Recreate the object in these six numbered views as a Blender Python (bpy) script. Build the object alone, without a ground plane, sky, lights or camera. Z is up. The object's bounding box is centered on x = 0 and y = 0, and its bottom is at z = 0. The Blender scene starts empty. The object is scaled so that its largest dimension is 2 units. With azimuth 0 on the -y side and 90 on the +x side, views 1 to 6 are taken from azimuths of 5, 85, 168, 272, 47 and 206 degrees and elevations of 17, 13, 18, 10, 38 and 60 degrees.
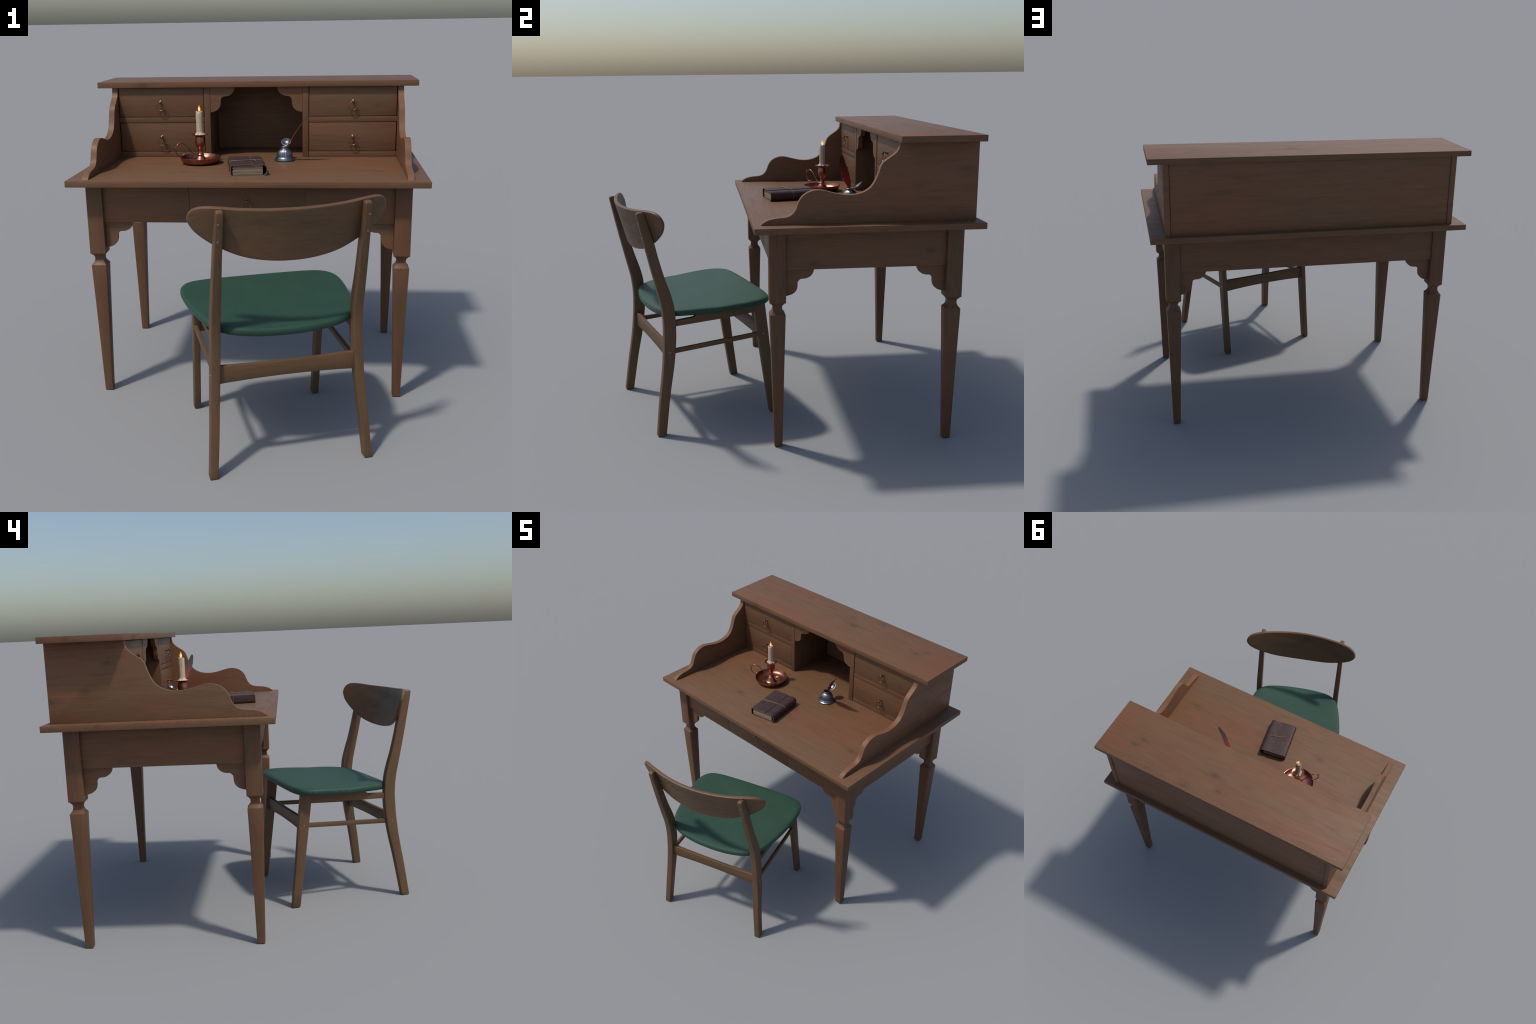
import bpy, bmesh, math, random
from mathutils import Vector, Matrix, noise

rng = random.Random(7)

# ------------------------------------------------------------------ materials
def make_material(name):
    m = bpy.data.materials.new(name)
    m.use_nodes = True
    t = m.node_tree
    return m, t, t.nodes['Principled BSDF']


def node(t, kind, **sockets):
    n = t.nodes.new(kind)
    for k, v in sockets.items():
        n.inputs[k.replace('_', ' ')].default_value = v
    return n


def math_node(t, op, a, b=None, clamp=False):
    n = t.nodes.new('ShaderNodeMath')
    n.operation = op
    n.use_clamp = clamp
    for i, s in enumerate((a, b)):
        if s is None:
            continue
        if isinstance(s, (int, float)):
            n.inputs[i].default_value = s
        else:
            t.links.new(s, n.inputs[i])
    return n.outputs[0]


def ramp(t, fac, stops):
    n = t.nodes.new('ShaderNodeValToRGB')
    e = n.color_ramp.elements
    while len(e) < len(stops):
        e.new(0.5)
    for el, (p, c) in zip(e, stops):
        el.position = p
        el.color = (c, c, c, 1) if isinstance(c, (int, float)) else (*c, 1)
    t.links.new(fac, n.inputs['Fac'])
    return n.outputs['Color']


def mix(t, mode, fac, a, b):
    n = t.nodes.new('ShaderNodeMix')
    n.data_type = 'RGBA'
    n.blend_type = mode
    for sock, s in ((n.inputs[0], fac), (n.inputs[6], a), (n.inputs[7], b)):
        if isinstance(s, (int, float)):
            sock.default_value = s
        elif isinstance(s, tuple):
            sock.default_value = (*s, 1)
        else:
            t.links.new(s, sock)
    return n.outputs[2]


def bump(t, bsdf, height, strength, distance):
    b = node(t, 'ShaderNodeBump', Strength=strength, Distance=distance)
    t.links.new(height, b.inputs['Height'])
    t.links.new(b.outputs['Normal'], bsdf.inputs['Normal'])


def wood(name, axis, red, grey, dark, rough=0.50, knots=1.0):
    """Stained softwood: long grain along `axis`, broad red/olive drift, streaks, a few knots."""
    m, t, bsdf = make_material(name)
    co = t.nodes.new('ShaderNodeTexCoord')
    info = t.nodes.new('ShaderNodeObjectInfo')
    shift = node(t, 'ShaderNodeVectorMath')
    shift.operation = 'SCALE'
    shift.inputs[0].default_value = (13.0, 29.0, 47.0)
    t.links.new(info.outputs['Random'], shift.inputs['Scale'])
    add = t.nodes.new('ShaderNodeVectorMath')
    t.links.new(co.outputs['Object'], add.inputs[0])
    t.links.new(shift.outputs[0], add.inputs[1])

    def stretched(along):
        mp = t.nodes.new('ShaderNodeMapping')
        s = [1.0, 1.0, 1.0]
        s['xyz'.index(axis)] = along
        mp.inputs['Scale'].default_value = s
        t.links.new(add.outputs[0], mp.inputs['Vector'])
        return mp.outputs[0]

    def tex_noise(vec, scale, detail, rough_, dist=0.0):
        n = node(t, 'ShaderNodeTexNoise', Scale=scale, Detail=detail, Roughness=rough_, Distortion=dist)
        t.links.new(vec, n.inputs['Vector'])
        return n.outputs['Fac']

    broad = tex_noise(stretched(0.28), 5.5, 4.0, 0.6, 0.6)
    rings = tex_noise(stretched(0.11), 26.0, 5.0, 0.62, 1.0)
    fine = tex_noise(stretched(0.035), 190.0, 3.0, 0.6)
    base = mix(t, 'MIX', ramp(t, broad, [(0.38, 0.0), (0.64, 1.0)]), red, grey)
    streak = ramp(t, rings, [(0.30, 0.0), (0.44, 0.62), (0.58, 0.92), (0.74, 1.0)])
    base = mix(t, 'MIX', math_node(t, 'MULTIPLY', math_node(t, 'SUBTRACT', 1.0, streak), 0.26), base, dark)
    pores = tex_noise(stretched(0.05), 75.0, 4.0, 0.7, 0.3)
    base = mix(t, 'MULTIPLY', 1.0, base, ramp(t, pores, [(0.28, 0.78), (0.40, 0.98), (0.7, 1.04)]))
    fine_v = ramp(t, fine, [(0.3, 0.90), (0.7, 1.07)])
    base = mix(t, 'MULTIPLY', 1.0, base, fine_v)
    # knots: sparse voronoi cells, flattened along the grain
    vo = node(t, 'ShaderNodeTexVoronoi', Scale=9.5, Randomness=1.0)
    t.links.new(stretched(0.5), vo.inputs['Vector'])
    keep = math_node(t, 'GREATER_THAN', vo.outputs['Color'], 0.52)
    wob = math_node(t, 'MULTIPLY', math_node(t, 'SUBTRACT', rings, 0.5), 0.22)
    d = math_node(t, 'ADD', vo.outputs['Distance'], wob)
    spot = ramp(t, d, [(0.07, 1.0), (0.20, 0.0)])
    halo = ramp(t, d, [(0.05, 0.42), (0.40, 0.0)])
    k = math_node(t, 'MULTIPLY', math_node(t, 'MULTIPLY', math_node(t, 'MAXIMUM', spot, halo), keep), 0.48 * knots)
    base = mix(t, 'MIX', k, base, dark)
    t.links.new(base, bsdf.inputs['Base Color'])
    bsdf.inputs['Roughness'].default_value = rough
    bsdf.inputs['Specular IOR Level'].default_value = 0.28
    rr = ramp(t, rings, [(0.3, rough + 0.08), (0.7, rough - 0.05)])
    t.links.new(rr, bsdf.inputs['Roughness'])
    h = math_node(t, 'ADD', math_node(t, 'MULTIPLY', rings, 0.6), math_node(t, 'MULTIPLY', fine, 0.4))
    bump(t, bsdf, h, 0.25, 0.0012)
    return m


DESK = dict(red=(0.173, 0.0755, 0.0385), grey=(0.152, 0.0835, 0.0425), dark=(0.052, 0.033, 0.020))


def tone(colours, k):
    return {n: tuple(c * k for c in v) for n, v in colours.items()}


# one base colour set, scaled per part: uprights and drawers darker, side panels and backing paler
wood_x = wood('desk_wood_lengthwise', 'x', **DESK)
wood_y = wood('desk_wood_depthwise', 'y', **DESK)
wood_z = wood('desk_wood_upright', 'z', knots=0.4, **tone(DESK, 0.86))
panel_wood = wood('panel_wood_depthwise', 'y', **tone(DESK, 1.13))
backing_wood = wood('backing_wood_lengthwise', 'x', knots=1.1, **tone(DESK, 1.13))
drawer_wood = wood('drawer_wood_lengthwise', 'x', knots=0.6, **tone(DESK, 0.92))  # darkened toward the occlusion shade on the drawer fronts
CHAIR = dict(red=(0.149, 0.077, 0.038), grey=(0.124, 0.074, 0.037), dark=(0.048, 0.030, 0.016))
chair_z = wood('chair_wood_upright', 'z', rough=0.44, knots=0.4, **CHAIR)
chair_x = wood('chair_wood_crosswise', 'x', rough=0.44, knots=0.7, **CHAIR)
chair_y = wood('chair_wood_lengthwise', 'y', rough=0.44, knots=0.3, **CHAIR)


def metal(name, col, dark, rough, scale=60.0, spread=0.12, bump_s=0.05):
    m, t, bsdf = make_material(name)
    co = t.nodes.new('ShaderNodeTexCoord')
    n = node(t, 'ShaderNodeTexNoise', Scale=scale, Detail=4.0, Roughness=0.6)
    t.links.new(co.outputs['Object'], n.inputs['Vector'])
    t.links.new(ramp(t, n.outputs['Fac'], [(0.3, dark), (0.62, col)]), bsdf.inputs['Base Color'])
    t.links.new(ramp(t, n.outputs['Fac'], [(0.3, rough + spread), (0.7, rough - spread * 0.5)]), bsdf.inputs['Roughness'])
    bsdf.inputs['Metallic'].default_value = 1.0
    bump(t, bsdf, n.outputs['Fac'], bump_s, 0.001)
    return m


copper = metal('aged_copper', (0.41, 0.168, 0.115), (0.26, 0.105, 0.073), 0.30, 38.0)
pewter = metal('dull_pewter', (0.27, 0.29, 0.32), (0.12, 0.13, 0.145), 0.36, 70.0)
brass = metal('antique_brass', (0.29, 0.200, 0.125), (0.13, 0.088, 0.055), 0.33, 120.0)
steel = metal('screw_steel', (0.36, 0.36, 0.39), (0.2, 0.2, 0.22), 0.3, 200.0)


def fabric():
    m, t, bsdf = make_material('green_corded_cloth')
    co = t.nodes.new('ShaderNodeTexCoord')
    big = node(t, 'ShaderNodeTexNoise', Scale=5.0, Detail=3.0, Roughness=0.6)
    t.links.new(co.outputs['Object'], big.inputs['Vector'])
    base = ramp(t, big.outputs['Fac'], [(0.3, (0.0120, 0.051, 0.0310)), (0.7, (0.0165, 0.063, 0.0375))])
    wave = node(t, 'ShaderNodeTexWave', Scale=55.0, Distortion=0.5, Detail=1.0)
    wave.bands_direction = 'X'
    t.links.new(co.outputs['Object'], wave.inputs['Vector'])
    cross = node(t, 'ShaderNodeTexWave', Scale=140.0, Distortion=0.6, Detail=1.0)
    cross.bands_direction = 'Y'
    t.links.new(co.outputs['Object'], cross.inputs['Vector'])
    base = mix(t, 'MULTIPLY', 1.0, base, ramp(t, wave.outputs['Fac'], [(0.0, 0.74), (1.0, 1.12)]))
    # lint and scuffs
    mp = t.nodes.new('ShaderNodeMapping')
    mp.inputs['Scale'].default_value = (1.0, 0.45, 1.0)
    mp.inputs['Rotation'].default_value = (0, 0, 0.5)
    t.links.new(co.outputs['Object'], mp.inputs['Vector'])
    lint = node(t, 'ShaderNodeTexNoise', Scale=42.0, Detail=5.0, Roughness=0.72)
    t.links.new(mp.outputs[0], lint.inputs['Vector'])
    base = mix(t, 'MIX', ramp(t, lint.outputs['Fac'], [(0.67, 0.0), (0.76, 0.5)]), base, (0.22, 0.30, 0.25))
    t.links.new(base, bsdf.inputs['Base Color'])
    bsdf.inputs['Roughness'].default_value = 0.62
    bsdf.inputs['Specular IOR Level'].default_value = 0.45
    bsdf.inputs['Sheen Weight'].default_value = 0.10
    bsdf.inputs['Sheen Roughness'].default_value = 0.45
    bsdf.inputs['Sheen Tint'].default_value = (0.55, 0.75, 0.68, 1)
    h = math_node(t, 'ADD', wave.outputs['Fac'], math_node(t, 'MULTIPLY', cross.outputs['Fac'], 0.4))
    bump(t, bsdf, h, 0.35, 0.0012)
    return m


cloth = fabric()


def plain(name, a, b, scale, rough, stretch=(1, 1, 1), bump_s=0.2, detail=4.0, dist=0.001):
    m, t, bsdf = make_material(name)
    co = t.nodes.new('ShaderNodeTexCoord')
    mp = t.nodes.new('ShaderNodeMapping')
    mp.inputs['Scale'].default_value = stretch
    t.links.new(co.outputs['Object'], mp.inputs['Vector'])
    n = node(t, 'ShaderNodeTexNoise', Scale=scale, Detail=detail, Roughness=0.6)
    t.links.new(mp.outputs[0], n.inputs['Vector'])
    t.links.new(ramp(t, n.outputs['Fac'], [(0.32, a), (0.68, b)]), bsdf.inputs['Base Color'])
    bsdf.inputs['Roughness'].default_value = rough
    bump(t, bsdf, n.outputs['Fac'], bump_s, dist)
    return m, t, bsdf


leather, _, _b = plain('brown_leather', (0.040, 0.021, 0.021), (0.062, 0.035, 0.033), 45.0, 0.5)
_b.inputs['Specular IOR Level'].default_value = 0.3
hide_edge, _, _b = plain('raw_leather_edge', (0.15, 0.095, 0.05), (0.22, 0.145, 0.08), 80.0, 0.8)
paper, _, _b = plain('old_paper', (0.17, 0.115, 0.07), (0.42, 0.31, 0.205), 60.0, 0.9, (0.08, 0.08, 9.0), 0.5)
twine, _, _b = plain('brown_twine', (0.13, 0.078, 0.038), (0.24, 0.150, 0.078), 300.0, 0.85)
wax, _t, _b = plain('ivory_wax', (0.47, 0.375, 0.255), (0.56, 0.46, 0.33), 60.0, 0.42, (1, 1, 0.3), 0.1)
_b.inputs['Subsurface Weight'].default_value = 0.15
_b.inputs['Subsurface Radius'].default_value = (0.01, 0.006, 0.003)
melt, _t, _b = plain('melted_wax', (0.42, 0.19, 0.12), (0.55, 0.28, 0.19), 90.0, 0.2)
char, _, _b = plain('charred_wick', (0.01, 0.009, 0.008), (0.03, 0.025, 0.02), 200.0, 0.9)
ink, _, _b = plain('black_ink', (0.004, 0.004, 0.006), (0.006, 0.006, 0.008), 20.0, 0.08, bump_s=0.0)


def feather_material():
    m, t, bsdf = make_material('dyed_feather')
    co = t.nodes.new('ShaderNodeTexCoord')
    sep = t.nodes.new('ShaderNodeSeparateXYZ')
    t.links.new(co.outputs['Object'], sep.inputs[0])
    n = node(t, 'ShaderNodeTexNoise', Scale=120.0, Detail=3.0)
    t.links.new(co.outputs['Object'], n.inputs['Vector'])
    pos = math_node(t, 'ADD', math_node(t, 'MULTIPLY', sep.outputs['Z'], 4.6), math_node(t, 'MULTIPLY', n.outputs['Fac'], 0.12))
    base = ramp(t, pos, [(0.10, (0.42, 0.045, 0.035)), (0.48, (0.28, 0.030, 0.028)), (0.78, (0.075, 0.036, 0.040)), (0.98, (0.035, 0.028, 0.032))])
    t.links.new(base, bsdf.inputs['Base Color'])
    bsdf.inputs['Roughness'].default_value = 0.6
    tr = t.nodes.new('ShaderNodeBsdfTranslucent')
    t.links.new(base, tr.inputs['Color'])
    mx = t.nodes.new('ShaderNodeMixShader')
    mx.inputs[0].default_value = 0.3
    t.links.new(bsdf.outputs[0], mx.inputs[1])
    t.links.new(tr.outputs[0], mx.inputs[2])
    t.links.new(mx.outputs[0], t.nodes['Material Output'].inputs['Surface'])
    return m


feather_mat = feather_material()


def flame_material():
    m, t, bsdf = make_material('candle_flame')
    co = t.nodes.new('ShaderNodeTexCoord')
    sep = t.nodes.new('ShaderNodeSeparateXYZ')
    t.links.new(co.outputs['Generated'], sep.inputs[0])
    col = ramp(t, sep.outputs['Z'], [(0.0, (0.75, 0.36, 0.24)), (0.2, (1.0, 0.62, 0.26)), (0.5, (1.0, 0.55, 0.13)), (0.78, (1.0, 0.22, 0.03)), (1.0, (0.8, 0.10, 0.015))])
    bsdf.inputs['Base Color'].default_value = (0.05, 0.02, 0.01, 1)
    t.links.new(col, bsdf.inputs['Emission Color'])
    bsdf.inputs['Emission Strength'].default_value = 1.25
    return m


flame_mat = flame_material()


# ------------------------------------------------------------------ mesh helpers
def thing(name, label, category, loc=(0, 0, 0), rot=0.0):
    o = bpy.data.objects.new(name, None)
    o.empty_display_size = 0.1
    o.location = loc
    o.rotation_euler = (0, 0, rot)
    o['label'] = label
    o['category'] = category
    bpy.context.scene.collection.objects.link(o)
    return o


def place(name, mesh, parent, loc=(0, 0, 0), rot=(0, 0, 0), scale=(1, 1, 1)):
    o = bpy.data.objects.new(name, mesh)
    o.parent = parent
    o.location, o.rotation_euler, o.scale = loc, rot, scale
    bpy.context.scene.collection.objects.link(o)
    return o


def finish(bm, name, mats, angle=32.0):
    bmesh.ops.recalc_face_normals(bm, faces=bm.faces)
    me = bpy.data.meshes.new(name)
    bm.to_mesh(me)
    bm.free()
    for m in (mats if isinstance(mats, (list, tuple)) else [mats]):
        me.materials.append(m)
    me.shade_smooth()
    me.set_sharp_from_angle(angle=math.radians(angle))
    return me


def box_mesh(name, lo, hi, mat, bevel=0.0025, seg=2):
    bm = bmesh.new()
    bmesh.ops.create_cube(bm, size=1.0)
    for v in bm.verts:
        v.co = Vector([lo[i] + (v.co[i] + 0.5) * (hi[i] - lo[i]) for i in range(3)])
    if bevel:
        bmesh.ops.bevel(bm, geom=list(bm.edges), offset=bevel, segments=seg, profile=0.6, affect='EDGES')
    return finish(bm, name, mat, 50)


def board(name, lo, hi, mat, parent, bevel=0.0025):
    return place(name, box_mesh(name, lo, hi, mat, bevel), parent)


def spline(pts, per=6, closed=False):
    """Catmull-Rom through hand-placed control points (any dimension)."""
    n, out = len(pts), []
    rng_ = range(n if closed else n - 1)
    for i in rng_:
        p = [pts[(i + k) % n] if closed else pts[min(max(i + k, 0), n - 1)] for k in (-1, 0, 1, 2)]
        for j in range(per):
            u = j / per
            out.append(tuple(0.5 * (2 * b + (c - a) * u + (2 * a - 5 * b + 4 * c - d) * u * u + (3 * b - a - 3 * c + d) * u ** 3)
                             for a, b, c, d in zip(*p)))
    if not closed:
        out.append(tuple(pts[-1]))
    return out


def lerp_table(table, z):
    if z <= table[0][0]:
        return table[0][1]
    for (a, va), (b, vb) in zip(table, table[1:]):
        if z <= b:
            return va + (vb - va) * (z - a) / (b - a)
    return table[-1][1]


def smooth_table(table, z):
    """Smooth (monotone-ish cubic) interpolation of (position, value) pairs."""
    n = len(table)
    if z <= table[0][0]:
        return table[0][1]
    if z >= table[-1][0]:
        return table[-1][1]
    i = max(k for k in range(n - 1) if table[k][0] <= z)

    def slope(k):
        a, b = table[max(k - 1, 0)], table[min(k + 1, n - 1)]
        return (b[1] - a[1]) / (b[0] - a[0])
    (x0, y0), (x1, y1) = table[i], table[i + 1]
    h = x1 - x0
    u = (z - x0) / h
    return ((2 * u ** 3 - 3 * u * u + 1) * y0 + (u ** 3 - 2 * u * u + u) * h * slope(i)
            + (3 * u * u - 2 * u ** 3) * y1 + (u ** 3 - u * u) * h * slope(i + 1))


def prism_mesh(name, outline, to3d, depth, mat, bevel=0.003, seg=2, angle=32):
    """Board sawn to a 2D outline; to3d(a, b, c) places outline point (a, b) at depth c."""
    bm = bmesh.new()
    lo = [bm.verts.new(to3d(a, b, 0.0)) for a, b in outline]
    hi = [bm.verts.new(to3d(a, b, depth)) for a, b in outline]
    n = len(outline)
    f0 = bm.faces.new(lo[::-1])
    f1 = bm.faces.new(hi)
    for i in range(n):
        bm.faces.new((lo[i], lo[(i + 1) % n], hi[(i + 1) % n], hi[i]))
    if bevel:
        rim = {e for f in (f0, f1) for e in f.edges}
        bmesh.ops.bevel(bm, geom=list(rim), offset=bevel, segments=seg, profile=0.5, affect='EDGES', clamp_overlap=True)
    return finish(bm, name, mat, angle)


def rounded_rect(x0, x1, y0, y1, r, n=4):
    r = min(r, (x1 - x0) * 0.499, (y1 - y0) * 0.499)
    pts = []
    for cx, cy, a0 in ((x1 - r, y1 - r, 0), (x0 + r, y1 - r, 90), (x0 + r, y0 + r, 180), (x1 - r, y0 + r, 270)):
        for k in range(n + 1):
            a = math.radians(a0 + 90 * k / n)
            pts.append((cx + r * math.cos(a), cy + r * math.sin(a)))
    return pts


def loft_mesh(name, rings, mat, angle=32, closed_path=False):
    bm = bmesh.new()
    vs = [[bm.verts.new(p) for p in ring] for ring in rings]
    n = len(vs[0])
    pairs = list(zip(vs, vs[1:])) + ([(vs[-1], vs[0])] if closed_path else [])
    for a, b in pairs:
        for i in range(n):
            bm.faces.new((a[i], a[(i + 1) % n], b[(i + 1) % n], b[i]))
    if not closed_path:
        bm.faces.new(vs[0][::-1])
        bm.faces.new(vs[-1])
    return finish(bm, name, mat, angle)


def lathe_mesh(name, profile, mat, seg=48, radial=None, lift=None, angle=35, closed=False):
    """Turned body: (r, z) profile round the z axis; radial(a, r, z) may vary the radius."""
    bm = bmesh.new()
    rows = []
    for r, z in profile:
        if r < 1e-6:
            rows.append([bm.verts.new((0, 0, z))])
            continue
        row = []
        for k in range(seg):
            a = 2 * math.pi * k / seg
            rr = radial(a, r, z) if radial else r
            row.append(bm.verts.new((rr * math.cos(a), rr * math.sin(a), z + (lift(a, r, z) if lift else 0.0))))
        rows.append(row)
    pairs = list(zip(rows, rows[1:])) + ([(rows[-1], rows[0])] if closed else [])
    for a, b in pairs:
        for k in range(seg):
            j = (k + 1) % seg
            if len(a) == 1 and len(b) == 1:
                continue
            if len(a) == 1:
                bm.faces.new((a[0], b[k], b[j]))
            elif len(b) == 1:
                bm.faces.new((a[k], a[j], b[0]))
            else:
                bm.faces.new((a[k], a[j], b[j], b[k]))
    return finish(bm, name, mat, angle)


def tube_mesh(name, path, radius, mat, seg=8, closed=False):
    """Wire along a path; radius is a number or a function of the 0..1 position."""
    pts = [Vector(p) for p in path]
    n, rings, up = len(pts), [], None
    for i, p in enumerate(pts):
        a = pts[i - 1] if (i or closed) else p
        b = pts[(i + 1) % n] if (i < n - 1 or closed) else p
        t = (b - a).normalized()
        if up is None:
            up = t.orthogonal().normalized()
        up = (up - t * up.dot(t)).normalized()
        side = t.cross(up)
        r = radius(i / (n - 1)) if callable(radius) else radius
        rings.append([p + (up * math.cos(2 * math.pi * k / seg) + side * math.sin(2 * math.pi * k / seg)) * r for k in range(seg)])
    return loft_mesh(name, rings, mat, 60, closed)


def blob_mesh(name, mat, sx, sy, sz, seed, amp=0.25):
    bm = bmesh.new()
    bmesh.ops.create_icosphere(bm, subdivisions=3, radius=1.0)
    for v in bm.verts:
        k = 1 + amp * noise.noise(v.co * 1.6 + Vector((seed, 0, 0)))
        v.co = Vector((v.co.x * sx * k, v.co.y * sy * k, v.co.z * sz))
    return finish(bm, name, mat, 80)


# ------------------------------------------------------------------ writing desk
desk = thing('writing_desk', 'dark stained wooden writing desk with raised drawer hutch', 'desk')
Z0, ZT = 1.1955, 1.2290        # desktop underside and top
H0, H1 = 1.6395, 1.6725        # hutch top board
XP_IN, XP_OUT = 0.8210, 0.8535  # side panels
Y_FACE = 0.5645                 # drawer fronts of the hutch

board('desktop', (-0.9355, -0.190, Z0), (0.9355, 1.0, ZT), wood_x, desk, 0.0045)
board('hutch_top', (-0.936, 0.543, H0), (0.936, 0.980, H1), wood_x, desk, 0.003)

# side panels: one sawn profile (depth, height), used on both sides
profile = spline([(-0.152, ZT), (-0.139, 1.241), (-0.114, 1.255), (-0.075, 1.2635), (-0.034, 1.267), (-0.010, 1.272),
                  (0.012, 1.285), (0.029, 1.308), (0.043, 1.344), (0.060, 1.371), (0.085, 1.390), (0.112, 1.4005),
                  (0.140, 1.404), (0.169, 1.401), (0.205, 1.392), (0.250, 1.381), (0.287, 1.376), (0.319, 1.376),
                  (0.352, 1.381), (0.383, 1.392), (0.411, 1.411), (0.432, 1.440), (0.448, 1.476), (0.460, 1.512),
                  (0.473, 1.535), (0.495, 1.553), (0.525, 1.573), (0.546, 1.593), (0.556, 1.614), (0.559, H0)], 3)
outline = profile + [(0.9690, H0), (0.9690, ZT)]
panel_mesh = prism_mesh('side_panel', outline, lambda a, b, c: (XP_IN + c, a, b), XP_OUT - XP_IN, panel_wood, 0.0035, 2)
place('side_panel', panel_mesh, desk)
place('side_panel', panel_mesh, desk, (-XP_IN - XP_OUT, 0, 0))
board('back_panel', (-XP_IN + 0.002, 0.930, ZT), (XP_IN - 0.002, 0.9645, H0), backing_wood, desk, 0.002)

# hutch carcass: two upright dividers, rails and four drawers
for s in (-1, 1):
    board('divider', tuple(min(s * 0.2720, s * 0.3075) if i == 0 else v for i, v in enumerate((0, Y_FACE - 0.003, ZT))),
          tuple(max(s * 0.2720, s * 0.3075) if i == 0 else v for i, v in enumerate((0, 0.930, H0))), wood_z, desk, 0.002)
    xa, xb = (0.309, XP_IN) if s > 0 else (-XP_IN, -0.309)
    for z0, z1 in ((1.4335, 1.4665), (ZT, 1.2620)):
        board('drawer_rail', (xa, Y_FACE, z0), (xb, 0.90, z1), drawer_wood, desk, 0.0040)

ring_mesh = None


def ring_pull(parent, x, y, z, size=1.0, turn=0.0):
    """Small turned stud with a hanging ring."""
    global ring_mesh, stud_mesh
    if ring_mesh is None:
        stud_mesh = lathe_mesh('stud', [(0, 0.0), (0.0095, 0.0), (0.0095, 0.002), (0.0060, 0.004), (0.0052, 0.019), (0.0074, 0.0215),
                                        (0.0090, 0.025), (0.0082, 0.0300), (0.0050, 0.033), (0, 0.0335)], brass, 20)
        R = 0.0238
        ring_mesh = tube_mesh('ring', [(R * math.sin(a), 0, -R - 0.001 + R * math.cos(a)) for a in (2 * math.pi * k / 40 for k in range(40))], 0.0022, brass, 8, True)
    place('stud', stud_mesh, parent, (x, y, z), (math.radians(90), 0, 0), (size,) * 3)
    place('ring', ring_mesh, parent, (x, y - 0.0185 * size, z), (math.radians(-5), math.radians(turn * 0.6), math.radians(turn * 1.2)), (size,) * 3)


for s in (-1, 1):
    xa, xb = (0.309, XP_IN - 0.003) if s > 0 else (-XP_IN + 0.003, -0.309)
    for (z0, z1), zk in (((1.4685, H0 - 0.002), 1.555), ((1.2640, 1.4315), 1.351)):
        d = board('drawer', (xa + 0.0015, Y_FACE, z0), (xb - 0.0015, 0.90, z1), drawer_wood, desk, 0.0035)
        ring_pull(d, s * 0.5655, Y_FACE, zk, 1.0, rng.uniform(-5, 5))

# legs: square section, coved neck, tapered shaft
leg_half = [(0.0, 0.0195), (0.0035, 0.0215), (0.30, 0.0285), (0.60, 0.0365), (0.7475, 0.0408), (0.7515, 0.0400), (0.754, 0.0380),
            (0.7605, 0.0325), (0.7665, 0.0285), (0.773, 0.0256), (0.780, 0.0240), (0.787, 0.0236), (0.794, 0.0243), (0.800, 0.0265),
            (0.8055, 0.0305), (0.8105, 0.0350), (0.8145, 0.0385), (0.8155, 0.0415), (0.818, 0.0428), (1.0, 0.0428), (Z0, 0.0428)]
leg_mesh = loft_mesh('leg', [[(x, y, z) for x, y in rounded_rect(-h, h, -h, h, 0.0025, 2)] for z, h in leg_half], wood_z, 24)
for x in (-0.81, 0.81):
    for y in (-0.0665, 0.868):
        place('leg', leg_mesh, desk, (x, y, 0), (0, 0, rng.choice((0, 1, 2, 3)) * math.pi / 2))

# aprons set back from the leg faces
A0 = 0.988
inner = 0.7672
for s in (-1, 1):
    board('side_apron', (min(s * 0.834, s * 0.812), -0.0237, A0), (max(s * 0.834, s * 0.812), 0.8252, Z0), wood_y, desk, 0.002)
    xa, xb = (0.3055, inner) if s > 0 else (-inner, -0.3055)
    board('front_apron', (xa, -0.0895, A0), (xb, -0.067, Z0), wood_x, desk, 0.0015)
board('back_apron', (-inner, 0.880, A0), (inner, 0.902, Z0), wood_x, desk, 0.002)
d = board('drawer', (-0.304, -0.0895, A0), (0.304, 0.45, Z0 - 0.001), wood_x, desk, 0.0015)
ring_pull(d, 0.0, -0.0895, 1.110, 1.0, 2)

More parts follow.
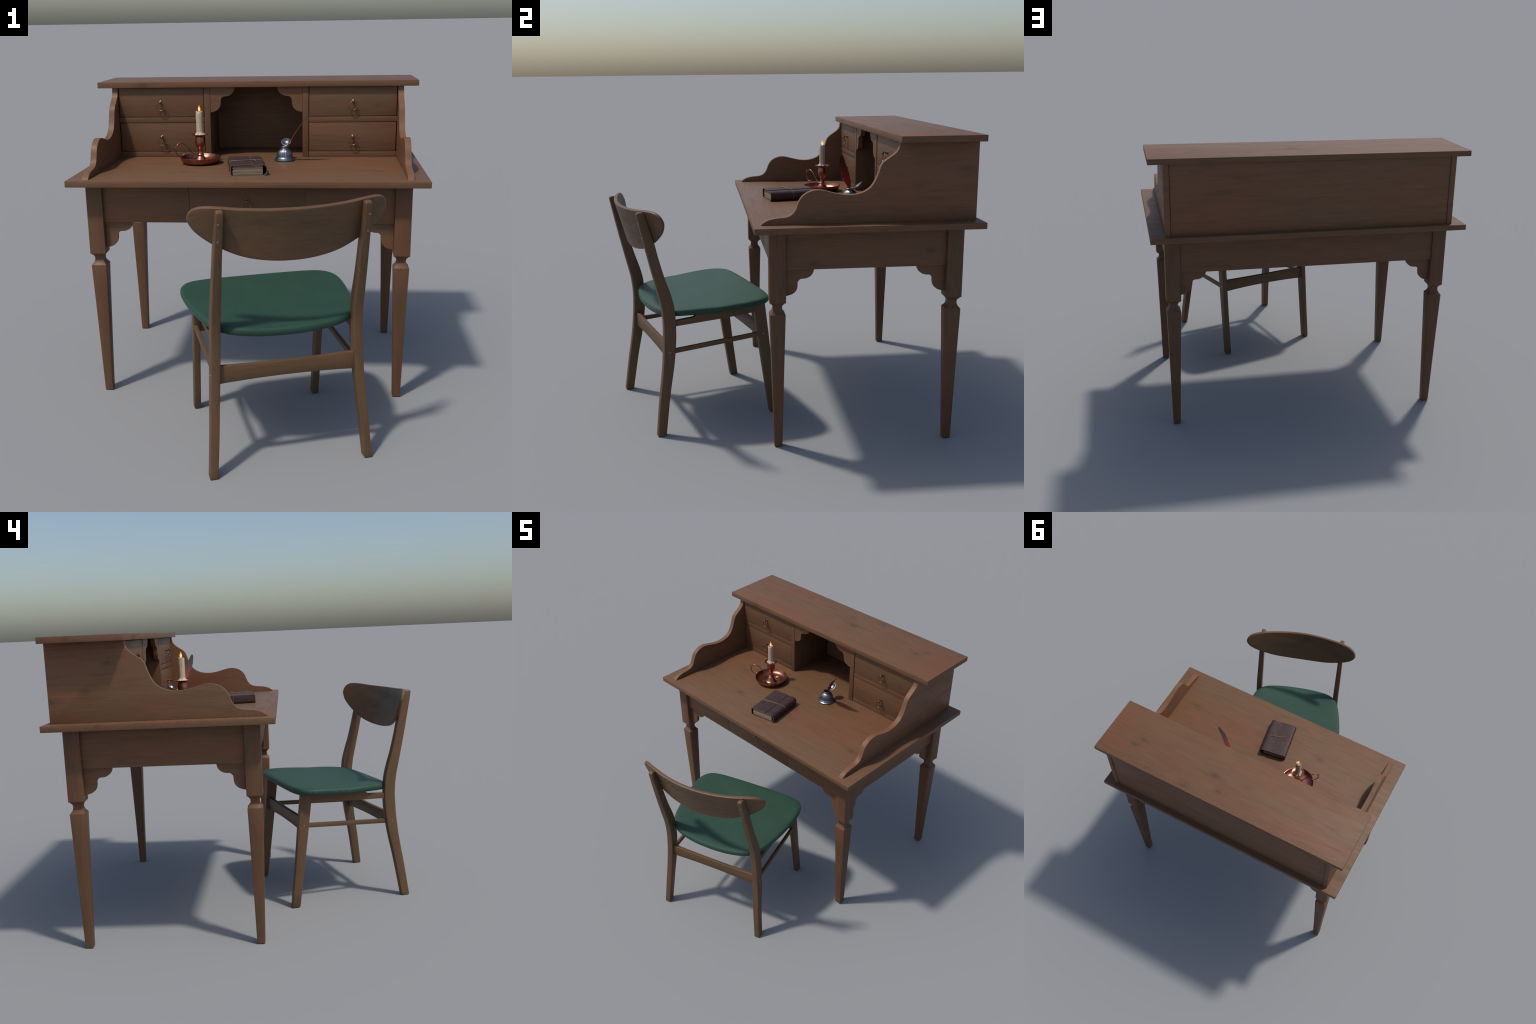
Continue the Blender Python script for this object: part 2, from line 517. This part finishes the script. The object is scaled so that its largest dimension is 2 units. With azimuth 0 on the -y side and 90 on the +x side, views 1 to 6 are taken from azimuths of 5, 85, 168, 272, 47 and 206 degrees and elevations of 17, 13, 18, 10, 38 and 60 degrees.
# scalloped corner brackets
half = [(0.1515, 0.0), (0.1465, 0.020), (0.1345, 0.037), (0.1175, 0.0475), (0.101, 0.0515), (0.0845, 0.0525), (0.0715, 0.0585)]
scallop = spline(half + [(0.0652, 0.0720)] + [(0.0640, 0.0925), (0.0575, 0.1140), (0.0415, 0.1305), (0.0190, 0.1395), (0.0, 0.1435)], 4)
bracket_mesh = prism_mesh('corner_bracket', [(0.0, 0.0)] + scallop, lambda a, b, c: (a, c - 0.011, -b), 0.022, wood_x, 0.0015, 1)
q = math.pi / 2
for s in (-1, 1):
    r = 0 if s < 0 else math.pi
    place('corner_bracket', bracket_mesh, desk, (s * inner, -0.0650, A0), (0, 0, r))
    place('corner_bracket', bracket_mesh, desk, (s * inner, 0.869, A0), (0, 0, r))
    place('corner_bracket', bracket_mesh, desk, (s * 0.806, -0.0237, A0), (0, 0, q))
    place('corner_bracket', bracket_mesh, desk, (s * 0.806, 0.8252, A0), (0, 0, -q))
    place('corner_bracket', bracket_mesh, desk, (s * 0.2720, Y_FACE + 0.013, H0), (0, 0, r), (0.972, 1.25, 1.02))

# ------------------------------------------------------------------ chair
chair = thing('wooden_chair', 'mid-century wooden chair with curved backrest and green seat', 'chair', (0.155, -0.498, 0), math.radians(18.3))

post_outer = [(0.0, 0.3935), (0.2, 0.379), (0.4, 0.3665), (0.55, 0.3585), (0.70, 0.3545), (0.85, 0.3525), (1.10, 0.346), (1.27, 0.3385)]
post_width = [(0.0, 0.0385), (0.3, 0.041), (0.6, 0.0425), (0.85, 0.0415), (1.1, 0.036), (1.27, 0.0315)]
post_back = [(0.0, -0.368), (0.204, -0.341), (0.365, -0.316), (0.494, -0.3025), (0.60, -0.2975), (0.668, -0.2985), (0.753, -0.308), (0.845, -0.329), (0.95, -0.353), (1.06, -0.3775), (1.234, -0.4145), (1.27, -0.4215)]
post_front = [(0.0, -0.319), (0.24, -0.281), (0.40, -0.250), (0.511, -0.235), (0.60, -0.2295), (0.68, -0.2305), (0.755, -0.239), (0.83, -0.259), (0.90, -0.282), (1.02, -0.313), (1.10, -0.331), (1.258, -0.375), (1.27, -0.3785)]
POST_TOP = 1.268


def post_section(z, s):
    xo, w = smooth_table(post_outer, z), smooth_table(post_width, z)
    yb, yf = smooth_table(post_back, z), smooth_table(post_front, z)
    grow = 1.0
    if z < 0.004:
        grow = 0.93
    cap = max(0.0, (z - (POST_TOP - 0.016)) / 0.016)
    if cap:
        grow = math.sqrt(max(0.0, 1 - 0.86 * cap ** 2.6))
    cx, cy = xo - w / 2, (yb + yf) / 2
    hx, hy = w / 2 * (0.45 + 0.55 * grow), (yf - yb) / 2 * grow
    r = 0.0055 if z > 0.6 else 0.004
    ring = rounded_rect(cx - hx, cx + hx, cy - hy, cy + hy, r, 3)
    return [(s * x, y, z) for x, y in ring]


zs = [0.0, 0.004] + [0.04 + 0.03 * i for i in range(40)] + [1.236, 1.246] + [POST_TOP - 0.016 + 0.016 * k / 8 for k in range(1, 9)]
zs = sorted(z for z in zs if z <= POST_TOP)
for s in (-1, 1):
    m = loft_mesh('rear_leg', [post_section(z, s) for z in zs], chair_z, 40)
    place('rear_leg', m, chair)

front_front = [(0.0, 0.386), (0.26, 0.355), (0.50, 0.331), (0.70, 0.308)]
front_back = [(0.0, 0.3365), (0.26, 0.298), (0.50, 0.264), (0.70, 0.238)]
for s in (-1, 1):
    rings = []
    for z in (0.0, 0.004, 0.1, 0.2, 0.3, 0.4, 0.5, 0.6, 0.69):
        g = 0.003 if z < 0.002 else 0.0
        xi, xo = 0.3155 + 0.001 * z, 0.3515 - 0.003 * z
        rings.append([(s * x, y, z) for x, y in rounded_rect(xi + g, xo - g, lerp_table(front_back, z) + g, lerp_table(front_front, z) - g, 0.005, 3)])
    place('front_leg', loft_mesh('front_leg', rings, chair_z, 40), chair)


def arched_rail(name, half_len, y0, y1, ends, mid):
    """Cross rail between two legs whose edges bow: (low, high) at the ends and in the middle."""
    rings = []
    for i in range(25):
        u = -1 + 2 * i / 24
        k = 1 - u * u
        zl, zh = ends[0] + (mid[0] - ends[0]) * k, ends[1] + (mid[1] - ends[1]) * k
        rings.append([(u * half_len, y, z) for y, z in rounded_rect(y0, y1, zl, zh, 0.004, 2)])
    place(name, loft_mesh(name, rings, chair_x, 40), chair)


arched_rail('rear_stretcher', 0.322, -0.287, -0.265, (0.4340, 0.5220), (0.4445, 0.5155))
arched_rail('front_stretcher', 0.320, 0.288, 0.311, (0.4640, 0.5500), (0.4750, 0.5475))

for s in (-1, 1):
    # slim lower stretcher
    rings = []
    for y, zc in ((-0.245, 0.4725), (0.272, 0.4995)):
        rings.append([(s * x, y, z) for x, z in rounded_rect(0.327, 0.347, zc - 0.0135, zc + 0.0135, 0.004, 2)])
    place('side_stretcher', loft_mesh('side_stretcher', rings, chair_y, 40), chair)
    # seat rail with a relieved top edge at the rear
    prof = [(-0.245, 0.6165), (0.04, 0.6265), (0.25, 0.6375), (0.25, 0.700), (-0.085, 0.685), (-0.098, 0.678)]
    prof += spline([(-0.107, 0.669), (-0.114, 0.661), (-0.124, 0.6565), (-0.140, 0.6545)], 3) + [(-0.245, 0.6495)]
    m = prism_mesh('seat_rail', prof, lambda a, b, c, s=s: (s * (0.324 + c), a, b), 0.024, chair_y, 0.003, 2)
    place('seat_rail', m, chair)


def pillow_mesh(name, outline, centre, surface, mat, levels, angle=60):
    """Closed slab over a star-shaped outline. levels: (scale, height) pairs from the top centre
    round the rim to the underside centre; surface(a, b, h) gives the point in space."""
    bm = bmesh.new()
    rows = []
    for k, h in levels:
        if k == 0:
            rows.append([bm.verts.new(surface(*centre, h))])
        else:
            rows.append([bm.verts.new(surface(centre[0] + (a - centre[0]) * k, centre[1] + (b - centre[1]) * k, h)) for a, b in outline])
    n = len(outline)
    for a, b in zip(rows, rows[1:]):
        for i in range(n):
            j = (i + 1) % n
            if len(a) == 1:
                bm.faces.new((a[0], b[i], b[j]))
            elif len(b) == 1:
                bm.faces.new((a[i], a[j], b[0]))
            else:
                bm.faces.new((a[i], a[j], b[j], b[i]))
    return finish(bm, name, mat, angle)


# backrest: bent plywood blade, bowed in plan, leaning with the posts
top_half = [(0.0, 1.2640), (0.12, 1.2650), (0.235, 1.2690), (0.315, 1.2750), (0.370, 1.2765), (0.405, 1.2725), (0.431, 1.258), (0.4430, 1.235)]
low_half = [(0.4425, 1.209), (0.421, 1.171), (0.388, 1.139), (0.345, 1.108), (0.300, 1.083), (0.238, 1.0555), (0.178, 1.038), (0.108, 1.0265), (0.050, 1.0215), (0.0, 1.0205)]
right = top_half + low_half
ctrl = right + [(-x, z) for x, z in reversed(right[1:-1])]
back_outline = spline(ctrl, 4, closed=True)
TH = 0.0105


def back_surface(x, z, h):
    y = -0.4125 + 0.585 * x * x - 0.280 * (z - 1.2)
    ny = Vector((-1.17 * x, 1.0, 0.280)).normalized()
    return Vector((x, y, z)) + ny * h


edge = [(math.sin(a), math.cos(a)) for a in (math.radians(15 * k) for k in range(0, 13))]
lv = [(0, TH), (0.25, TH), (0.5, TH), (0.75, TH), (0.9, TH)]
lv += [(0.972 + 0.028 * c, TH * s_) for c, s_ in edge]
lv += [(0.9, -TH), (0.75, -TH), (0.5, -TH), (0.25, -TH), (0, -TH)]
place('backrest', pillow_mesh('backrest', back_outline, (0.0, 1.16), back_surface, chair_x, lv), chair)

# upholstered seat: dished cushion, lower at the rear centre
seat_half = [(0.0, 0.354), (0.15, 0.353), (0.285, 0.347), (0.362, 0.327), (0.404, 0.278), (0.418, 0.205), (0.413, 0.10), (0.400, 0.0),
             (0.384, -0.085), (0.366, -0.155), (0.335, -0.224), (0.268, -0.277), (0.15, -0.306), (0.0, -0.315)]
ctrl = seat_half + [(-x, y) for x, y in reversed(seat_half[1:-1])]
seat_outline = spline(ctrl, 5, closed=True)


def seat_surface(x, y, h):
    rear = max(0.0, min(1.0, -y / 0.25))
    z = smooth_table([(-0.33, 0.667), (-0.1, 0.6885), (0.1, 0.7030), (0.22, 0.7090), (0.345, 0.7130)], y)
    return Vector((x, y, z + 0.012 * rear * (x / 0.31) ** 2 + h))


lv = [(0, 0.0115), (0.2, 0.0120), (0.4, 0.0132), (0.6, 0.0152), (0.75, 0.0172), (0.85, 0.0186), (0.90, 0.0192)]
lv += [(0.930 + 0.070 * math.sin(a) ** 0.6, (0.0195 if a < 1.57 else 0.0225) * math.cos(a)) for a in (math.radians(12 * k) for k in range(1, 15))]
lv += [(0.93, -0.0225), (0.8, -0.0225), (0.5, -0.0225), (0, -0.0225)]
place('seat', pillow_mesh('seat', seat_outline, (0.0, 0.03), seat_surface, cloth, lv), chair)

screw_mesh = lathe_mesh('screw', [(0, 0.0), (0.0045, 0.0), (0.0042, 0.0012), (0.0022, 0.0022), (0, 0.0024)], steel, 14)
for s in (-1, 1):
    xa = 0.331
    for z in (1.209, 1.131):
        place('screw', screw_mesh, chair, (s * xa, smooth_table(post_back, z) + 0.0005, z), (math.radians(90 - 13), 0, 0))
    place('screw', screw_mesh, chair, (s * (smooth_table(post_outer, 0.474) - 0.0006), -0.272, 0.474), (0, s * q, 0))
    place('screw', screw_mesh, chair, (s * 0.3496, 0.297, 0.500), (0, s * q, 0))

# ------------------------------------------------------------------ candlestick
CX, CY = -0.3045, 0.347
stick = thing('candlestick', 'copper chamber candlestick with ring handle and lit candle', 'candle holder', (CX, CY, ZT))
stick.scale = (0.98, 0.98, 0.989)
# heights below are measured from the desktop
dish = [(0.0, 0.0005), (0.085, 0.0005), (0.097, 0.004), (0.108, 0.0125), (0.115, 0.024), (0.1185, 0.0365), (0.1200, 0.0385), (0.1195, 0.0400),
        (0.1175, 0.0395), (0.1155, 0.036), (0.1105, 0.026), (0.102, 0.0165), (0.088, 0.0105), (0.07, 0.0085), (0.0, 0.0085)]
place('drip_dish', lathe_mesh('drip_dish', dish, copper, 72), stick)
stem_ctrl = [(0.0, 0.0085), (0.047, 0.0085), (0.041, 0.013), (0.034, 0.021), (0.0275, 0.033), (0.0225, 0.0415), (0.0185, 0.0445), (0.0185, 0.0465), (0.0205, 0.049),
             (0.0205, 0.0525), (0.0175, 0.0555), (0.0150, 0.060), (0.0138, 0.067), (0.0130, 0.074), (0.0138, 0.081), (0.0180, 0.0905), (0.0240, 0.101),
             (0.0280, 0.111), (0.0290, 0.1185), (0.0288, 0.130), (0.0275, 0.142), (0.0258, 0.1515), (0.0265, 0.156), (0.033, 0.1605), (0.0415, 0.1640), (0.0460, 0.1670),
             (0.0462, 0.1690), (0.0440, 0.1690), (0.034, 0.1655), (0.020, 0.1640), (0.0, 0.1640)]
place('stem', lathe_mesh('stem', stem_ctrl, copper, 48), stick)
hd = Vector((-0.836, -0.549, 0))
loop = spline([(0.018, 0.0500), (0.034, 0.0525), (0.056, 0.0690), (0.076, 0.0935), (0.094, 0.1145), (0.119, 0.1270), (0.141, 0.1205), (0.154, 0.1045), (0.157, 0.0880),
               (0.149, 0.0665), (0.131, 0.0540), (0.113, 0.0545), (0.100, 0.0650), (0.0975, 0.0775)], 6)
place('handle', tube_mesh('handle', [hd * r + Vector((0, 0, z)) for r, z in loop], lambda u: 0.0031 * (1 - 0.35 * max(0, (u - 0.8) / 0.2)), copper, 10), stick)
place('handle_spur', tube_mesh('handle_spur', [hd * r + Vector((0, 0, z)) for r, z in spline([(0.147, 0.1135), (0.155, 0.1180), (0.160, 0.1255)], 4)], lambda u: 0.0028 * (1 - 0.5 * u), copper, 8), stick)
place('handle_foot', tube_mesh('handle_foot', [hd * 0.1195 + Vector((0, 0, 0.036)), hd * 0.1215 + Vector((0, 0, 0.046)), hd * 0.123 + Vector((0, 0, 0.055))], 0.0028, copper, 8), stick)


def candle_radial(a, r, z):
    flutes = 0.0004 * math.sin(9 * a + 1.3) + 0.0004 * math.sin(17 * a) + 0.0005 * noise.noise(Vector((math.cos(a) * 2, math.sin(a) * 2, z * 25)))
    drip = 0.0
    for a0, top, bottom, size in ((-1.75, 0.275, 0.235, 0.0018), (-0.9, 0.29, 0.20, 0.001), (2.4, 0.285, 0.25, 0.0018), (0.9, 0.288, 0.19, 0.0012), (-2.9, 0.285, 0.25, 0.0016)):
        da = (a - a0 + math.pi) % (2 * math.pi) - math.pi
        if bottom < z < top:
            drip += size * math.exp(-(da / 0.16) ** 2) * min(1, (z - bottom) / 0.004, (top - z) / 0.02 + 0.3)
    return r + (flutes + drip if r > 0.014 else 0.0)


def candle_lift(a, r, z):
    if z < 0.282:
        return 0.0
    da = (a + 1.85 + math.pi) % (2 * math.pi) - math.pi
    return (-0.0105 * math.exp(-(da / 0.55) ** 2) + 0.0018 * math.sin(2 * a + 0.6)) * (1.0 if r > 0.0165 else 0.35)


body = [(0.0, 0.165)] + [(0.0192 - 0.0006 * k / 30, 0.165 + 0.118 * k / 30) for k in range(31)]
body += [(0.0188, 0.290), (0.0188, 0.2960), (0.0182, 0.2995), (0.0170, 0.3000), (0.0158, 0.2975), (0.0145, 0.2915), (0.0140, 0.2880)]
candle = place('candle', lathe_mesh('candle', body + [(0.0, 0.2880)], wax, 64, candle_radial, candle_lift, 60), stick)
place('melt_pool', lathe_mesh('melt_pool', [(0.0, 0.2875), (0.0155, 0.2880), (0.0152, 0.2905), (0.008, 0.2895), (0.0, 0.2893)], melt, 32, None, candle_lift), candle)
place('wick', tube_mesh('wick', [(0, 0, 0.289), (0.0005, 0, 0.296), (0.001, 0.0005, 0.302)], 0.0010, char, 8), candle)
flame = spline([(0.0, 0.2985), (0.0042, 0.3015), (0.0066, 0.3070), (0.0068, 0.3130), (0.0052, 0.3200), (0.0026, 0.3275), (0.0, 0.3345)], 4)
place('flame', lathe_mesh('flame', [(max(r, 0.0), z) for r, z in flame], flame_mat, 24, lambda a, r, z: r * (1 + 0.1 * math.cos(a))), candle)
# wax puddle round the candle foot, plus drips in the dish
puddle = [(0.0, 0.1635), (0.026, 0.1635), (0.0285, 0.1665), (0.0265, 0.1705), (0.0225, 0.1740), (0.0198, 0.1800), (0.0185, 0.1850)]
place('wax_puddle', lathe_mesh('wax_puddle', puddle, wax, 72, lambda a, r, z: r + (0.0022 * math.sin(5 * a + 0.7) + 0.0020 * math.sin(8 * a) + 0.0012 * math.sin(13 * a + 2)) * (1 if r > 0.021 else 0.2)), candle)
for i, (dx, dy, dz, s) in enumerate(((0.003, 0.062, 0.0095, 0.0125), (0.012, 0.056, 0.0095, 0.008), (0.047, -0.023, 0.0095, 0.0032), (0.075, -0.030, 0.0125, 0.0035), (-0.034, -0.020, 0.0115, 0.0035),
                                     (0.060, 0.020, 0.0095, 0.0028), (-0.030, -0.055, 0.0100, 0.0026), (0.034, 0.004, 0.1675, 0.004), (0.018, -0.028, 0.1675, 0.0045))):
    place('wax_drip', blob_mesh('wax_drip', wax, s, s * 0.85, max(0.0018, s * 0.25), 3.1 * i), stick, (dx, dy, dz), (0, 0, i * 1.1))

# ------------------------------------------------------------------ inkwell and quill
IX, IY = 0.1725, 0.438
inkwell = thing('inkwell', 'small ribbed pewter inkwell with open hinged lid', 'inkwell', (IX, IY, ZT))


def ribs(a, r, z):
    k = max(0.0, min(1.0, (z - 0.024) / 0.006, (0.068 - z) / 0.008))
    return r * (1 + 0.018 * k * math.cos(28 * a)) if r > 0.024 else r


pot = [(0.0, 0.0005), (0.055, 0.0005), (0.0585, 0.002), (0.0598, 0.005), (0.0588, 0.0085), (0.0555, 0.0105), (0.0530, 0.0125), (0.0525, 0.0155), (0.0508, 0.0185), (0.0480, 0.0205),
       (0.0462, 0.0235), (0.0455, 0.028), (0.0450, 0.033), (0.0440, 0.039), (0.0424, 0.045), (0.0402, 0.051), (0.0372, 0.0565), (0.0335, 0.0615), (0.0290, 0.0660), (0.0245, 0.0690), (0.0222, 0.0710),
       (0.0218, 0.0735), (0.0235, 0.0765), (0.0252, 0.0790), (0.0252, 0.0820), (0.0238, 0.0835), (0.0205, 0.0835), (0.0190, 0.0815), (0.0185, 0.070), (0.030, 0.055), (0.0, 0.050)]
place('pot', lathe_mesh('pot', pot, pewter, 168, ribs, None, 40), inkwell)
place('ink_surface', lathe_mesh('ink_surface', [(0.0, 0.0575), (0.020, 0.0575), (0.020, 0.056), (0.0, 0.056)], ink, 32), inkwell)
lid_profile = [(0.0, -0.0125), (0.008, -0.0122), (0.016, -0.0100), (0.022, -0.0055), (0.0245, -0.0015), (0.0275, -0.0010), (0.0288, 0.0006), (0.0278, 0.0022), (0.0250, 0.0024),
               (0.0230, 0.0002), (0.0205, -0.0035), (0.015, -0.0075), (0.008, -0.0098), (0.0, -0.0102)]
lid_mesh = lathe_mesh('lid', lid_profile, pewter, 48)
LH = Vector((0.004, 0.0265, 0.0830))
lift_dir = Vector((0.10, 0.745, 0.60)).normalized()
side = Vector((1, -0.10, 0)).normalized()
face = side.cross(lift_dir).normalized()      # faces up and forward
face = face if face.z > 0 else -face
lid = place('lid', lid_mesh, inkwell)
M = Matrix.Identity(4)
for i in range(3):
    M[i][0], M[i][1], M[i][2], M[i][3] = side[i], face.cross(side)[i], face[i], (LH + lift_dir * 0.0285)[i]
lid.matrix_local = M
place('hinge', tube_mesh('hinge', [LH + side * -0.007 + Vector((0, -0.001, -0.001)), LH + side * 0.007 + Vector((0, -0.001, -0.001))], 0.0028, pewter, 12), inkwell)

# quill: curved shaft from the ink upward, vane spread mostly fore-and-aft
QB = Vector((0.188, 0.433, 1.312))
quill = thing('quill_pen', 'curved red feather quill with dark tip', 'quill', QB)
shaft_ctrl = [(-0.010, 0.006, -0.030), (0.0, 0.0, 0.0), (0.021, -0.010, 0.034), (0.043, -0.025, 0.075), (0.071, -0.040, 0.118), (0.104, -0.057, 0.163), (0.148, -0.074, 0.213)]
shaft = [Vector(p) for p in spline(shaft_ctrl, 10)]
place('shaft', tube_mesh('shaft', shaft, lambda u: 0.0028 * (1 - 0.72 * u), feather_mat, 8), quill)
vane_front = [(0.14, 0.0), (0.20, 0.010), (0.32, 0.020), (0.45, 0.028), (0.58, 0.032), (0.72, 0.031), (0.84, 0.024), (0.94, 0.013), (1.0, 0.0015)]
vane_back = [(0.14, 0.0), (0.22, 0.009), (0.35, 0.015), (0.50, 0.0165), (0.65, 0.015), (0.80, 0.011), (0.92, 0.006), (1.0, 0.001)]


def vane_mesh(name, table, sgn, seed):
    """Row of barbs merged into ragged clumps, each with thickness and a slight cup."""
    r = random.Random(seed)
    bm = bmesh.new()
    n, cols = 90, 5
    splits = sorted(r.uniform(0.2, 0.85) for _ in range(5))
    rows = []
    for i in range(n + 1):
        u = 0.14 + 0.86 * i / n
        f = u * (len(shaft) - 1)
        k = min(int(f), len(shaft) - 2)
        p = shaft[k].lerp(shaft[k + 1], f - k)
        t = (shaft[k + 1] - shaft[k]).normalized()
        out = Vector((0.075, -1.0, 0.13)) * sgn
        out = (out - t * out.dot(t)).normalized()
        nrm = t.cross(out).normalized()
        w = smooth_table(table, u)
        notch = min((abs(u - s) for s in splits), default=1)
        w *= 1 - 0.28 * max(0, 1 - notch / 0.018) - 0.06 * r.random()
        w = max(w, 0.0006)
        row = []
        for c in range(cols + 1):
            v = c / cols
            pos = p + out * (w * v) + t * (w * 0.55 * v) + nrm * (0.04 * w * v * v)
            row.append((pos, nrm))
        rows.append(row)
    vt = [[bm.verts.new(p + nn * 0.0004) for p, nn in row] for row in rows]
    vb = [[bm.verts.new(p - nn * 0.0004) for p, nn in row] for row in rows]
    for g in (vt, vb):
        for a, b in zip(g, g[1:]):
            for c in range(cols):
                bm.faces.new((a[c], a[c + 1], b[c + 1], b[c]))
    for c in (0, cols):
        for i in range(n):
            bm.faces.new((vt[i][c], vt[i + 1][c], vb[i + 1][c], vb[i][c]))
    for i in (0, n):
        for c in range(cols):
            bm.faces.new((vt[i][c], vt[i][c + 1], vb[i][c + 1], vb[i][c]))
    return finish(bm, name, feather_mat, 60)


place('vane', vane_mesh('vane', vane_front, 1, 3), quill)
place('vane', vane_mesh('vane', vane_back, -1, 5), quill)

# ------------------------------------------------------------------ leather journal
book = thing('leather_journal', 'brown leather wrapped journal tied with twine', 'book', (-0.0138, 0.0925, ZT), math.radians(9.9))
W2, HB, LB = 0.0965, 0.0600, 0.1385


def corner(cx, cz, r, a0, a1, n=6):
    return [(cx + r * math.cos(math.radians(a0 + (a1 - a0) * k / n)), cz + r * math.sin(math.radians(a0 + (a1 - a0) * k / n))) for k in range(n + 1)]


# section of the wrap: from under the flap, over the spine, beneath, round the fore-edge and back over the top
wrap = [(0.012, HB - 0.0035), (0.05, HB - 0.0022)] + corner(W2 - 0.0245, HB - 0.0245, 0.0245, 90, -90, 12)[:7]
wrap = wrap[:-1] + corner(W2 - 0.026, 0.0265, 0.026, 0, -90, 6) + [(0.03, 0.0005), (-0.04, 0.0005)]
wrap += corner(-W2 + 0.013, 0.0135, 0.013, -90, -180, 5) + corner(-W2 + 0.013, HB - 0.013, 0.013, 180, 90, 5) + [(-0.04, HB + 0.0006), (0.0, HB + 0.0008), (0.0213, HB + 0.0010)]
bm = bmesh.new()
pts = [Vector((x, 0, z)) for x, z in wrap]
thick = 0.0030
rows = []
for i, p in enumerate(pts):
    tdir = (pts[min(i + 1, len(pts) - 1)] - pts[max(i - 1, 0)]).normalized()
    nrm = Vector((-tdir.z, 0, tdir.x))          # pointing outward
    nrm = nrm if nrm.dot(p - Vector((0, 0, HB / 2))) > 0 else -nrm
    ring = []
    for y in [-LB + 2 * LB * k / 10 for k in range(11)]:
        ripple = 0.0006 * noise.noise(Vector((p.x * 18, y * 14, p.z * 18)))
        short = 0.0022 if (i < 2) else 0.0
        yy = y * (1 - short / LB)
        ring.append((Vector((p.x, yy, p.z)) + nrm * ripple, Vector((p.x, yy, p.z)) + nrm * (ripple - thick)))
    rows.append(ring)
vo = [[bm.verts.new(a) for a, b in ring] for ring in rows]
vi = [[bm.verts.new(b) for a, b in ring] for ring in rows]
n = len(rows)
for g in (vo, vi):
    for a, b in zip(g, g[1:]):
        for c in range(10):
            bm.faces.new((a[c], a[c + 1], b[c + 1], b[c]))
for i in range(n - 1):
    for c in (0, 10):
        bm.faces.new((vo[i][c], vo[i + 1][c], vi[i + 1][c], vi[i][c])).material_index = 1
for i in (0, n - 1):
    for c in range(10):
        bm.faces.new((vo[i][c], vo[i][c + 1], vi[i][c + 1], vi[i][c])).material_index = 1
place('leather_cover', finish(bm, 'leather_cover', [leather, hide_edge], 40), book)

layers = 14
z0, z1 = 0.0042, HB - 0.0058
bm = bmesh.new()
for k in range(layers):
    za, zb = z0 + (z1 - z0) * k / layers, z0 + (z1 - z0) * (k + 0.86) / layers
    ends = [0.1315 + rng.uniform(-0.0016, 0.0014) for _ in range(2)]
    lx = -0.0865 + rng.uniform(-0.0012, 0.002)
    cz = (za + zb) / 2
    lx += 0.010 * max(0, abs(cz - HB / 2) / (HB / 2) - 0.62)
    res = bmesh.ops.create_cube(bm, size=1.0)
    for v in res['verts']:
        sx, sy, sz = v.co
        wob = 0.0007 * rng.uniform(-1, 1)
        v.co = Vector((lx if sx < 0 else 0.0730, -ends[0] if sy < 0 else ends[1], (za if sz < 0 else zb) + wob))
place('page', finish(bm, 'page', paper, 30), book)['kind'] = 'stuff'

TW = 0.0016
oval = [(x, z) for x, z in wrap[3:]] + [(0.05, HB + 0.0002)]
loop_path = []
for i, (x, z) in enumerate(oval):
    p = Vector((x, 0, z - HB / 2))
    p = p + Vector((x / W2 * 0.5, 0, p.z / (HB / 2))).normalized() * 0.0012
    loop_path.append((p.x, 0.004 * x / W2 + 0.0005 * math.sin(i), p.z + HB / 2))
place('twine', tube_mesh('twine', loop_path, TW, twine, 6, True), book)
zt = HB + 0.0024
KN = (0.030, -0.002, zt + 0.001)
for pth in ([(-0.088, -0.012, HB - 0.004), (-0.078, -0.0125, zt), (-0.03, -0.008, zt + 0.0005), KN],
            [KN, (0.040, -0.010, zt), (0.046, -0.018, zt), (0.049, -0.021, zt - 0.0005)],
            [(0.046, 0.004, zt - 0.0005), KN, (-0.02, -0.0115, zt + 0.001), (-0.06, -0.021, zt + 0.001), (-0.083, -0.027, zt)]):
    place('twine', tube_mesh('twine', spline(pth, 6), TW, twine, 6), book)
place('knot', blob_mesh('knot', twine, 0.0042, 0.0030, 0.0026, 1.0), book, KN)

# raw edge of the flap and of the cover ends shows as a pale piping
edge_w = 0.0009
place('flap_edge', tube_mesh('flap_edge', [(0.0216 + 0.0006 * math.sin(9 * y), y, HB + 0.0006) for y in [-LB + 2 * LB * k / 12 for k in range(13)]], edge_w, hide_edge, 6), book)
for y in (-LB, LB):
    place('cover_edge', tube_mesh('cover_edge', [(x, y, z - 0.0008) for x, z in wrap[10:]], edge_w, hide_edge, 6), book)
